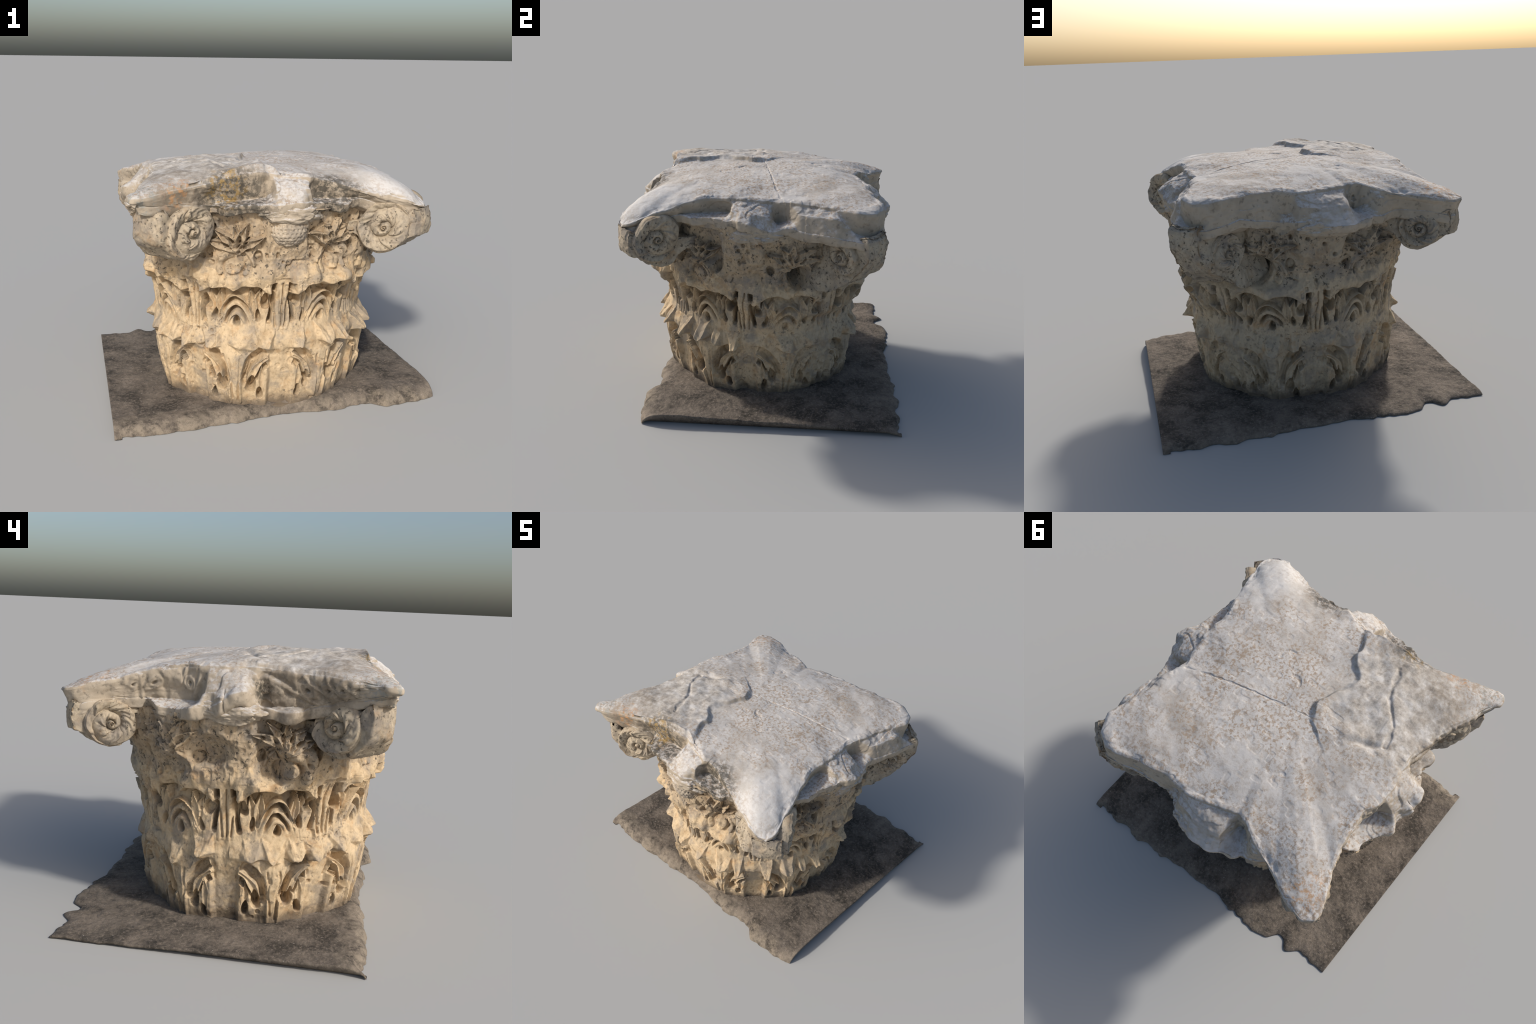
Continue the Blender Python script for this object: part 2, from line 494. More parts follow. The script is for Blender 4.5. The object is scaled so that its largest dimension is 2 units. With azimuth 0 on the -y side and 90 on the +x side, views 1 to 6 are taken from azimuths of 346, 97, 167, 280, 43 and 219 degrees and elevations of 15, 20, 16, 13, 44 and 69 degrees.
# broken leaf tips of the lower ring: angle, reach, half width, height shift
STUBS = [(-140.7, .050, .050, -.005), (-126.3, .050, .048, .0), (-112, .030, .07, .0), (-99.6, .052, .050, .008), (-82.8, .042, .038, .01),
         (-67.1, .060, .055, .0), (-57.3, .048, .03, .01), (-40, .075, .045, .01), (-27, .075, .05, .02), (-8, .06, .04, -.005),
         (-18, .058, .035, .01), (20, .05, .07, -.01), (36, .03, .06, .0), (66, .055, .05, -.01), (77, .045, .04, .0), (95, .02, .06, .02),
         (107, .045, .06, -.01), (125, .03, .05, -.02), (153, .035, .05, -.04), (168, .05, .045, .02), (-161, .045, .06, .0), (-150, .05, .05, -.005),
         (-170, .035, .05, .01)]


def tilt(xy_x, xy_y):
    return -0.050 * (xy_y - CY) + 0.010 * xy_x


def build_drum(root, mat_leaf, mat_bell):
    rng = np.random.default_rng(7)
    th = np.arange(NTH) / NTH * 360.0 - 180.0
    zz = np.linspace(ZLO, ZHI, NZ)
    TH, Z = np.meshgrid(th, zz)
    rad = np.radians(TH)
    ux, uy = np.cos(rad), np.sin(rad)
    # Z is the carver's height z'; the whole stone leans towards the back
    R = pchip(Z, [-.03, .06, .10, .20, .30, .38, .44, .50, .57, .66, .75, .80, .87, .95, 1.05, 1.15, 1.27],
                 [.635, .645, .655, .672, .684, .690, .688, .668, .660, .668, .686, .698, .712, .728, .748, .765, .785])
    backness = smooth(-0.30, 0.35, np.sin(rad))
    R = R + backness * (0.014 * smooth(0.64, 0.90, Z) + 0.050 * smooth(0.92, 1.04, Z))
    R = R - 0.030 * smooth(45, 20, np.abs(angdiff(TH, 108))) * smooth(0.62, 0.42, Z) - 0.014 * smooth(50, 30, np.abs(angdiff(TH, 175))) * smooth(0.6, 0.4, Z)
    # towards the back the waist above the lower leaves is filled with rubble
    R = R + (0.012 * smooth(-0.1, 0.45, np.sin(rad)) * smooth(0.44, 0.56, Z) + 0.058 * smooth(42, 22, np.abs(angdiff(TH, 56))) * smooth(0.57, 0.66, Z)) * smooth(0.90, 0.78, Z)
    # the bell ends under the ledge of the slab
    roof = periodic(TH, LEDGE, 2) - 0.035 - tilt(CX + 0.7 * ux, CY + 0.7 * uy)
    R = R - 0.30 * smooth(roof - 0.005, roof + 0.035, Z)
    h = np.zeros_like(R)
    px, py = R * ux, R * uy
    worn = smooth(-0.30, 0.15, fbm(px * 2.4, py * 2.4, Z * 2.4, 3, 5))
    # the back of the stone is the more weathered
    back = smooth(-0.1, 0.6, np.sin(rad)) * 0.40 + smooth(28, 10, np.abs(angdiff(TH, 165))) * 0.25 + smooth(30, 12, np.abs(angdiff(TH, 22))) * 0.35
    keep = np.clip(0.80 + 0.40 * worn - 0.85 * back, 0.40, 1.10)

    def window(center, half, zlo, zhi, fn, *args):
        d = angdiff(th, center)
        cols = np.where((d > -half) & (d <= half))[0]
        rows = np.where((zz >= zlo) & (zz <= zhi))[0]
        ix = np.ix_(rows, cols)
        x = np.radians(d[cols])[None, :] * 0.66 + 0 * Z[ix]
        y = Z[ix]
        wx = x + 0.006 * vnoise(x * 14, y * 14, center * 0.1, 3)
        wy = y + 0.008 * vnoise(x * 12, y * 12, center * 0.1 + 9, 4)
        cv = Carving(wx, wy, np.zeros_like(x))
        fn(cv, rng, *args)
        h[ix] += cv.h * keep[ix]

    for k in range(8):
        a = -114.5 + 45 * k
        window(a, 22.5, 0.50, 0.80, carve_upper)
        window(a, 22.5, 0.02, 0.45, carve_lower)
        window(a + 22.5, 7.5, 0.50, 0.80, carve_midrib)
    for k in range(4):
        face = -91 + 90 * k
        window(face - 23, 17, 0.80, 1.22, carve_foliage, 1)
        window(face + 23, 17, 0.80, 1.22, carve_foliage, -1)

    # rim of the upper leaves: an overhang with a ragged broken lip
    xa = angdiff(TH, -114.5) % 45.0
    xa = np.where(xa > 22.5, xa - 45, xa)                      # degrees from nearest arch centre
    ax = np.abs(xa)
    rag = 0.30 + 0.70 * backness
    lip = 0.784 - 0.020 * np.exp(-(xa / 2.6) ** 2) - 0.052 * smooth(9.5, 17, ax) + 0.09 * smooth(17.6, 19.2, ax) \
        + rag * (0.030 * vnoise(TH * 0.09, 0, 0, 21) + 0.014 * vnoise(TH * 0.33, 0, 0, 22))
    reach = 0.036 - 0.026 * smooth(16.5, 19.5, ax) + (0.4 + 0.6 * rag) * 0.032 * vnoise(TH * 0.075, 1.7, 0, 23) + 0.016 * np.exp(-((ax - 9) / 3.5) ** 2) \
        + 0.018 * vnoise(TH * 0.30, Z * 9, 0, 24)
    reach = np.clip(reach, 0.004, 0.080) * (1 - 0.60 * backness)
    up = smooth(lip - 0.004 - 0.03 * backness, lip + 0.010 + 0.03 * backness, Z) * smooth(0.94, 0.82, Z)
    h += reach * up
    # roof over the hollow: the lip is deeply undercut
    h -= 0.008 * smooth(17, 13, ax) * smooth(lip - 0.05, lip - 0.012, Z) * smooth(lip + 0.004, lip - 0.006, Z) * keep
    # leaf tips of the lower ring
    band = smooth(0.405, 0.425, Z) * smooth(0.53, 0.46, Z)
    h += 0.010 * band * np.clip(0.2 + 1.0 * vnoise(TH * 0.1, 0, 0, 30), 0, 1)
    for a, reach_s, hw, dz in STUBS:
        x = np.radians(angdiff(TH, a)) * 0.70
        y = Z - (0.412 + dz)
        y = y - 0.45 * np.abs(x) + 0.015 + 0.3 * x * math.sin(a)                                  # drooping point
        w = hw * (1.10 + 0.3 * vnoise(Z * 16, a, 0, 31))
        # a chipped block: sloping shoulders, a long back above, a steep broken face below
        skew = x + 0.15 * (y - 0.03) * math.sin(7 * a)
        prof = np.minimum(np.minimum(1.5 * (1 - np.abs(skew) / w), 1.05 - (y - 0.012) / 0.080), (y + 0.022) / 0.030)
        prof = np.clip(prof + 0.10 * vnoise(x * 26, y * 26, a, 33), 0, 1)
        h = np.maximum(h, h * (1 - 0.5 * np.minimum(prof * 2, 1)) + 0.98 * reach_s * prof * (1 + 0.25 * vnoise(x * 30, y * 30, a, 32)))

    # pits and hollows high on the bell under the volutes, masses that carry them
    for a, z0, ra, rz, dep in BELL_FORMS:
        q = np.sqrt((angdiff(TH, a) / ra) ** 2 + ((Z - z0) / rz) ** 2)
        h += dep * smooth(1.1, 0.35, q)

    # weathering
    X0, Y0 = (R + h) * ux, (R + h) * uy
    lump = fbm(X0 * 7, Y0 * 7, Z * 5, 4, 41)
    grain = fbm(X0 * 34, Y0 * 34, Z * 26, 3, 43)
    crag = ridged(X0 * 13, Y0 * 13, Z * 9, 3, 45)
    high = smooth(0.80, 0.90, Z) * smooth(1.24, 1.15, Z)
    h += 0.011 * lump + 0.0028 * grain + (0.016 * (1 - keep)) * crag
    h += high * (0.016 * crag - 0.012 + 0.012 * fbm(X0 * 16, Y0 * 16, Z * 16, 3, 46))
    # solution pits
    pit = vnoise(X0 * 32, Y0 * 32, Z * 28, 48)
    h -= (0.012 + 0.012 * high) * smooth(0.45, 0.75, pit) * smooth(-0.2, 0.25, fbm(X0 * 4, Y0 * 4, Z * 4, 2, 49))
    # vertical weather streaks on the worn sides
    h += (1.0 - keep) * 0.014 * vnoise(TH * 0.35, Z * 3.0, 0, 50)
    # chipped facets on the protruding lips
    h += smooth(0.02, 0.05, h) * 0.010 * np.round(2.2 * vnoise(X0 * 16, Y0 * 16, Z * 16, 47)) / 2.2

    rr = R + h
    X, Y = CX + rr * ux, CY + rr * uy
    ZZ = Z + tilt(X, Y)
    # tips that stand far out droop a little
    droop = np.clip(h - 0.025, 0, 0.06)
    ZZ = ZZ - 0.35 * droop * smooth(0.62, 0.45, Z)
    ZZ = np.maximum(ZZ, 0.006)
    P = np.stack([X, Y, ZZ], -1)
    N = grid_normals(P, True)
    quads = grid_quads(NTH, NZ, True)
    P = P.reshape(-1, 3); N = N.reshape(-1, 3)

    # regions: the bell, the lower leaves, the upper leaves
    qc = quads[:, 0]
    qt, qz = TH.ravel()[qc], Z.ravel()[qc]
    region = np.zeros(len(quads), int)
    for k in range(8):
        a = -114.5 + 45 * k
        low = (np.abs(angdiff(qt, a)) < 16.6) & (qz < 0.49)
        upp = (np.abs(angdiff(qt, a + 22.5)) <= 22.5) & (qz >= 0.50) & (qz < 0.88 + 0.05 * vnoise(qt * 0.12, qz * 0, 0 * qz, 33) + 0.03 * vnoise(qt * 0.6, qz * 14, 0 * qz, 34))
        region[low] = 1 + k
        region[upp] = 9 + k
    bell = empty_part = None
    for r in range(17):
        q = quads[region == r]
        idx, inv = np.unique(q, return_inverse=True)
        nm = "bell" if r == 0 else "acanthus_leaf"
        ob = new_mesh(nm, P[idx], inv.reshape(-1, 4), mat_bell if r == 0 else mat_leaf, root, normals=N[idx])
        if r == 0:                                              # plain strips low down are cut in the same stone as the leaves
            ob.data.materials.append(mat_leaf)
            low = (qz[region == 0] < 0.70).astype(np.int32)
            ob.data.polygons.foreach_set("material_index", low)


BELL_FORMS = [
    # angle, height, angular radius, height radius, depth (+ out, - in)
    (152, 0.80, 6, 0.05, -0.035), (172, 1.00, 10, 0.10, -0.075), (-62, 0.78, 12, 0.08, 0.03), (-152, 0.94, 10, 0.14, 0.075), (-20, 0.91, 9, 0.10, 0.035), (-164, 0.93, 8, 0.12, -0.075),
    (26, 0.92, 6, 0.09, -0.16), (60, 0.94, 8, 0.10, -0.15), (70, 1.02, 9, 0.09, -0.05), (120, 1.0, 8, 0.14, -0.04),
    (8, 0.73, 17, 0.13, 0.035), (13, 0.64, 20, 0.16, 0.042), (-91, 1.20, 12, 0.06, 0.02), (-2, 1.06, 12, 0.14, 0.02), (-135, 0.90, 11, 0.13, 0.03), (-45, 0.94, 12, 0.15, 0.03), (135, 0.90, 10, 0.12, 0.01),
    (-70, 0.97, 5, 0.05, -0.03), (-112, 0.99, 7, 0.07, -0.055), (-66, 0.99, 6, 0.06, -0.04),
]


# ------------------------------------------------------------------ abacus
AY = -0.07   # centre of the slab outline on y
# upper edge of the slab: angle, distance, height
TOP_EDGE = [
    (-173.7, .71, 1.43), (-166, .722, 1.425), (-159.7, .76, 1.42), (-154, .808, 1.41), (-147.9, .895, 1.40), (-142.4, 1.038, 1.39),
    (-139, 1.170, 1.385), (-136.2, 1.208, 1.372), (-133.3, 1.130, 1.385), (-131.1, 1.023, 1.40), (-128.4, .959, 1.41), (-124.7, .863, 1.42),
    (-120.3, .794, 1.43), (-117.4, .76, 1.445), (-110.4, .699, 1.465), (-101.8, .659, 1.475), (-98.6, .64, 1.465), (-92.4, .65, 1.45),
    (-83.6, .672, 1.44), (-79.9, .70, 1.44), (-76.2, .687, 1.435), (-70.4, .71, 1.42), (-63.5, .774, 1.39), (-58.6, .847, 1.36),
    (-53.7, .928, 1.34), (-49.2, 1.055, 1.31), (-47.2, 1.095, 1.29), (-44.5, 1.105, 1.28), (-42, 1.090, 1.285), (-39.9, 1.05, 1.305), (-37, .96, 1.34), (-33.8, .915, 1.36),
    (-28.3, .808, 1.40), (-21.6, .731, 1.42), (-15.9, .693, 1.42), (-6.1, .676, 1.42), (3, .665, 1.41), (13.1, .667, 1.40), (19.7, .709, 1.40),
    (30.5, .808, 1.39), (35.7, .885, 1.38), (41.3, 1.025, 1.36), (47, 1.065, 1.355), (52, 1.045, 1.36), (55.6, .983, 1.37), (59.6, .912, 1.38),
    (63.9, .847, 1.38), (69.8, .779, 1.38), (81.4, .745, 1.365), (93, .695, 1.365), (105, .671, 1.37), (110, .709, 1.38), (112, .741, 1.37),
    (116.8, .812, 1.34), (123.8, .925, 1.31), (127.9, 1.058, 1.29), (131.6, 1.155, 1.28), (134.9, 1.165, 1.28), (138.1, 1.125, 1.29),
    (139.4, 1.043, 1.31), (142.9, .925, 1.335), (145.9, .850, 1.365), (152.7, .762, 1.395), (160.4, .725, 1.42), (167.9, .735, 1.42), (173, .722, 1.42)]
# lower ledge lip: angle, distance, height
LEDGE = [
    (-173.5, .828, 1.30), (-169.5, .80, 1.24), (-167, .798, 1.22), (-158.8, .819, 1.22), (-151.8, .845, 1.23), (-146, .93, 1.26), (-141, 1.08, 1.30),
    (-135.9, 1.18, 1.33), (-131, 1.03, 1.31), (-126, .93, 1.31), (-121, .87, 1.31), (-116.8, .847, 1.305), (-112.6, .82, 1.30), (-107.7, .81, 1.30), (-100.5, .80, 1.305),
    (-92.4, .803, 1.31), (-88.5, .814, 1.32), (-82.2, .811, 1.315), (-78.2, .804, 1.30), (-69.9, .80, 1.295), (-64, .83, 1.30), (-58, .89, 1.30), (-53, .97, 1.28), (-49, 1.05, 1.25),
    (-44.5, 1.10, 1.24), (-40, 1.08, 1.25), (-36, .98, 1.28), (-29, .878, 1.31), (-18.2, .82, 1.31), (-8.7, .807, 1.31), (-5.6, .81, 1.31),
    (1.6, .853, 1.29), (7.7, .849, 1.27), (12.1, .822, 1.24), (21.6, .83, 1.25), (29, .92, 1.24), (35.7, 1.02, 1.22), (40, 1.11, 1.20), (47, 1.10, 1.19), (52, 1.07, 1.20),
    (59.3, .93, 1.25), (66.2, .868, 1.23), (71.6, .817, 1.22), (74.1, .80, 1.22), (78.4, .838, 1.22), (83.5, .853, 1.21), (88.9, .876, 1.20), (95.2, .883, 1.20),
    (99.4, .88, 1.20), (103.7, .854, 1.20), (110.2, .854, 1.20), (114.9, .869, 1.20), (119.1, .89, 1.20), (123, .955, 1.20), (128, 1.065, 1.20), (133, 1.15, 1.19),
    (138.1, 1.11, 1.20), (141, 1.0, 1.22), (144.8, .91, 1.22), (149.2, .867, 1.22), (155.2, .851, 1.22), (159.7, .821, 1.22), (165.4, .814, 1.22), (169.3, .84, 1.23),
    (178.2, .858, 1.25), (182.1, .852, 1.28)]
# where a carved boss interrupts the recessed frieze: centre, half width
# stretches where the carved frieze survives: centre, half width, strength
FRIEZE = [(-157, 17, 1.0), (156, 14, 0.8), (117, 13, 0.8), (63, 12, 0.7), (-58, 9, 0.3)]
BOSSES = [(-88.5, 9.5, 1.5, .50), (1.5, 10.5, 2.5, .55), (91, 14, 5.0, .55), (-179, 11, 2.5, .66), (121, 10, 5.0, .38), (30, 10, 4.0, .42), (61, 11, 5.0, .60)]


def build_abacus(root, mat):
    NP = 1100
    ph = np.arange(NP) / NP * 360.0 - 180.0
    ker = np.exp(-np.linspace(-2, 2, 9) ** 2); ker /= ker.sum()
    def sm(v):
        return np.convolve(np.concatenate([v[-4:], v, v[:4]]), ker, "valid")
    tr, tz = sm(periodic(ph, TOP_EDGE, 1)), sm(periodic(ph, TOP_EDGE, 2))
    lr, lz = sm(periodic(ph, LEDGE, 1)), sm(periodic(ph, LEDGE, 2))
    corner = np.max([smooth(21, 11, np.abs(angdiff(ph, a))) for a in (-45, -136, 134)], 0)
    corner = corner * np.min([smooth(3.0, 7.0, np.abs(angdiff(ph, a))) for a in (-45, -136, 134)], 0)
    lr = np.maximum(lerp(lr, np.minimum(lr, tr - 0.045), corner), tr - 0.050)
    boss, sink = np.zeros(NP), np.full(NP, 0.5)
    for a, w, soft, low in BOSSES:
        k = smooth(w + soft, w - soft, np.abs(angdiff(ph, a)) + 1.2 * vnoise(ph * 0.3, 0, 0, 53))
        boss = np.maximum(boss, k); sink = np.where(k > 0, low, sink)
    # frieze foot: recessed between bosses, sloping out on the bosses
    fr = lerp(tr - 0.018 - 0.030 * corner, lerp(tr, lr, 0.58), boss)
    fz = lerp(np.minimum(lz + 0.008, tz - 0.03), lerp(tz, lz, sink), boss)
    jag = 0.022 * vnoise(ph * 0.16, 0, 0, 51) + 0.008 * vnoise(ph * 0.45, 0, 0, 52)
    lz = lz + 0.018 * vnoise(ph * 0.12, 3, 0, 54)
    lr = lr + jag * smooth(0.15, 0.02, np.abs(lr - 0.84))
    rings = []        # (radius, z) along each ring, from underside to top centre
    def span(r0, z0, r1, z1, n, bulge=0.0, last=False):
        for i in range(n + (1 if last else 0)):
            t = i / n
            rings.append((lerp(r0, r1, t) + bulge * math.sin(math.pi * t), lerp(z0, z1, t)))
    ub = lz - 0.055
    span(0 * tr + 0.45, 0 * tz + 1.14, lr * 0.80, ub - 0.03, 12)
    span(lr * 0.80, ub - 0.03, lr - 0.012, ub, 14)
    span(lr - 0.012, ub, lr, lz - 0.006, 8, 0.004)
    span(lr, lz - 0.006, lr - 0.008, lz, 4)
    span(lr - 0.008, lz, fr, fz, 26)
    span(fr, fz, tr + 0.004, tz - 0.026, 24)
    span(tr + 0.004, tz - 0.026, tr - 0.003, tz - 0.010, 3)
    span(tr - 0.003, tz - 0.010, tr - 0.022, tz - 0.001, 3)
    wide = np.exp(-np.linspace(-2, 2, 71) ** 2); wide /= wide.sum()
    tz_soft = np.convolve(np.concatenate([tz[-35:], tz, tz[:35]]), wide, "valid")
    ntop = 190
    # the front corners drop away only near their tips, the back slopes evenly
    power = 2.3 + 3.3 * smooth(55, 15, np.abs(angdiff(ph, -45))) + 1.5 * smooth(50, 15, np.abs(angdiff(ph, -136)))
    for i in range(ntop + 1):
        s = (1 - i / ntop)
        r = (tr - 0.022) * max(s, 0.002)
        zc = 1.459 + 0 * ph
        z = lerp(zc, lerp(tz_soft, tz, smooth(0.35, 1.0, s)), s ** power)
        rings.append((r, z))
    Rr = np.array([a for a, b in rings]); Zr = np.array([b + 0 * ph for a, b in rings])
    c, s_ = np.cos(np.radians(ph)), np.sin(np.radians(ph))
    P = np.stack([Rr * c, AY + Rr * s_, Zr], -1)
    N = grid_normals(P, True)
    nb = len(rings) - ntop - 1
    X, Y, Z = P[..., 0], P[..., 1], P[..., 2]
    row = np.arange(len(rings))[:, None] + 0 * ph[None, :]
    side = smooth(nb + 14, nb - 2, row)
    d = 0.010 * fbm(X * 5, Y * 5, Z * 5, 3, 61) + (0.0008 + 0.003 * side) * fbm(X * 30, Y * 30, Z * 30, 3, 62)
    d += side * (0.010 * fbm(X * 13, Y * 13, Z * 13, 3, 63) + 0.007 * np.round(1.6 * vnoise(X * 9, Y * 9, Z * 9, 64)) / 1.6 * (Rr > 0.6))
    # corner tips are knocked off
    d -= 0.010 * smooth(0.98, 1.15, Rr) * (0.5 + vnoise(X * 8, Y * 8, Z * 8, 65))
    # running scroll frieze cut in the recessed fascia, best kept on the left side
    frieze = np.zeros(NP)
    for a, wdt, k in FRIEZE:
        frieze = np.maximum(frieze, k * smooth(wdt, wdt - 3, np.abs(angdiff(ph, a))))
    w = smooth(56, 63, row) * smooth(93, 87, row) * ((1 - boss) * frieze)[None, :]
    arc = np.radians(ph)[None, :] * Rr
    pitch = 0.125
    u = ((arc / pitch) % 1.0 - 0.5) * pitch
    v = (Z - lz[None, :]) - 0.52 * (tz - lz)[None, :]
    q = np.hypot(u, v * 1.15)
    relief = 0.010 * np.exp(-((q - 0.036) / 0.009) ** 2) + 0.006 * np.exp(-((q - 0.018) / 0.006) ** 2) - 0.024 * smooth(0.012, 0.007, q)
    dgn = np.abs((((arc / pitch) % 1.0) - 1.0 * (((arc / pitch) % 1.0) > 0.5)) * pitch * 0.75 - v * 0.65)
    relief = relief + 0.011 * np.exp(-(dgn / 0.009) ** 2) * smooth(0.040, 0.050, q) - 0.008 * np.exp(-((dgn - 0.022) / 0.007) ** 2) * smooth(0.044, 0.052, q)
    d += w * relief
    P = P + N * d[..., None]
    # the top: broken plateau, cracks, shallow pits
    X, Y = P[..., 0], P[..., 1]
    top = (row >= nb)
    q = plateau(X, Y)
    dz = 0.024 * q + 0.016 * q * fbm(X * 8, Y * 8, 0 * X, 3, 66) + 0.012 * np.exp(-((X + 0.20) ** 2 + (Y + 0.45) ** 2) / 0.12)
    dz -= 0.020 * np.exp(-(((X + 0.47) * 0.9 + (Y + 0.13) * 0.4) / 0.09) ** 2 - ((Y + 0.13 - 0.5 * (X + 0.47)) / 0.022) ** 2)
    line, _ = polyline_distance(X, Y, [(0.72, 0.15), (0.45, 0.075), (0.243, 0.025), (0.05, -0.02), (-0.139, -0.064)])
    dz -= 0.004 * smooth(0.007, 0.002, line + 0.006 * vnoise(X * 30, Y * 30, 0 * X, 67))
    line, _ = polyline_distance(X, Y, [(-0.34, -0.60), (-0.40, -0.42), (-0.52, -0.30), (-0.55, -0.18)])
    dz -= 0.010 * smooth(0.018, 0.004, line + 0.010 * vnoise(X * 25, Y * 25, 0 * X, 68))
    for px_, py_, l, a in ((0.22, -0.30, 0.05, 0.9), (0.05, -0.20, 0.04, -0.5), (-0.2, 0.3, 0.04, 1.2)):
        pts = [(px_ + t * l * math.cos(a + 0.5 * t), py_ + t * l * math.sin(a + 0.5 * t)) for t in np.linspace(-1, 1, 7)]
        line, _ = polyline_distance(X, Y, pts)
        dz -= 0.004 * smooth(0.014, 0.002, line + 0.006 * vnoise(X * 40, Y * 40, 0 * X, 69))
    dz -= 0.002 * smooth(0.35, 0.7, vnoise(X * 26, Y * 26, 0 * X, 70))
    P[..., 2] += np.where(top, dz, 0)
    quads = grid_quads(NP, len(rings), True)
    new_mesh("abacus", P.reshape(-1, 3), quads, mat, root)


def plateau(X, Y):
    """1 on the raised broken crust over the left front quarter"""
    wob = 0.05 * fbm(X * 6, Y * 6, 0 * X, 3, 71)
    edge = [(-0.06, -0.66), (-0.09, -0.52), (-0.17, -0.40), (-0.14, -0.25), (-0.10, -0.15), (-0.15, -0.05), (-0.27, -0.02), (-0.33, 0.04),
            (-0.40, -0.06), (-0.55, -0.05), (-0.66, -0.12)]
    ey = np.array([e[1] for e in edge][:6] + [0.06]); ex = np.array([e[0] for e in edge][:6] + [-0.33])
    bx = np.interp(Y, ey, ex) + wob
    soft = 0.018 + 0.014 * vnoise(X * 5, Y * 5, 0 * X, 72)
    return smooth(soft, -soft, X - bx) * smooth(0.09, -0.16, Y + wob) * smooth(-0.95, -0.35, X)


# ------------------------------------------------------------------ volutes
def scroll_relief(r, a, R, hand, seed):
    """whirled acanthus scroll: a spiral ridge with curved flutes"""
    a = a * hand + 0.7 * seed
    q = np.maximum(r / R, 0.02)
    frac = lambda v: v - np.floor(v)
    f = frac(a / TAU - np.log(q * 0.985) / math.log(3.6))      # 0 at the outer edge of a coil, 1 at its inner edge
    band = np.clip(np.sin(np.pi * np.clip(f, 0, 1)), 0, 1) ** 0.65
    lobes = frac(6 * a / TAU - 1.0 * f + 0.12 * vnoise(q * 5, a * 0 + seed, 0 * a, 140))
    saw = lobes ** 0.9 * smooth(1.0, 0.84, lobes)
    h = 0.036 * (band - 0.7) + 0.016 * (saw - 0.5) * smooth(0.08, 0.35, f) * smooth(0.16, 0.30, q)
    h += 0.0025 * np.sin(TAU * 3 * lobes) * smooth(0.1, 0.4, f) * smooth(0.3, 0.5, q)
    h += 0.014 * smooth(0.16, 0.05, q)
    h -= 0.016 * smooth(0.93, 1.0, q)
    return h


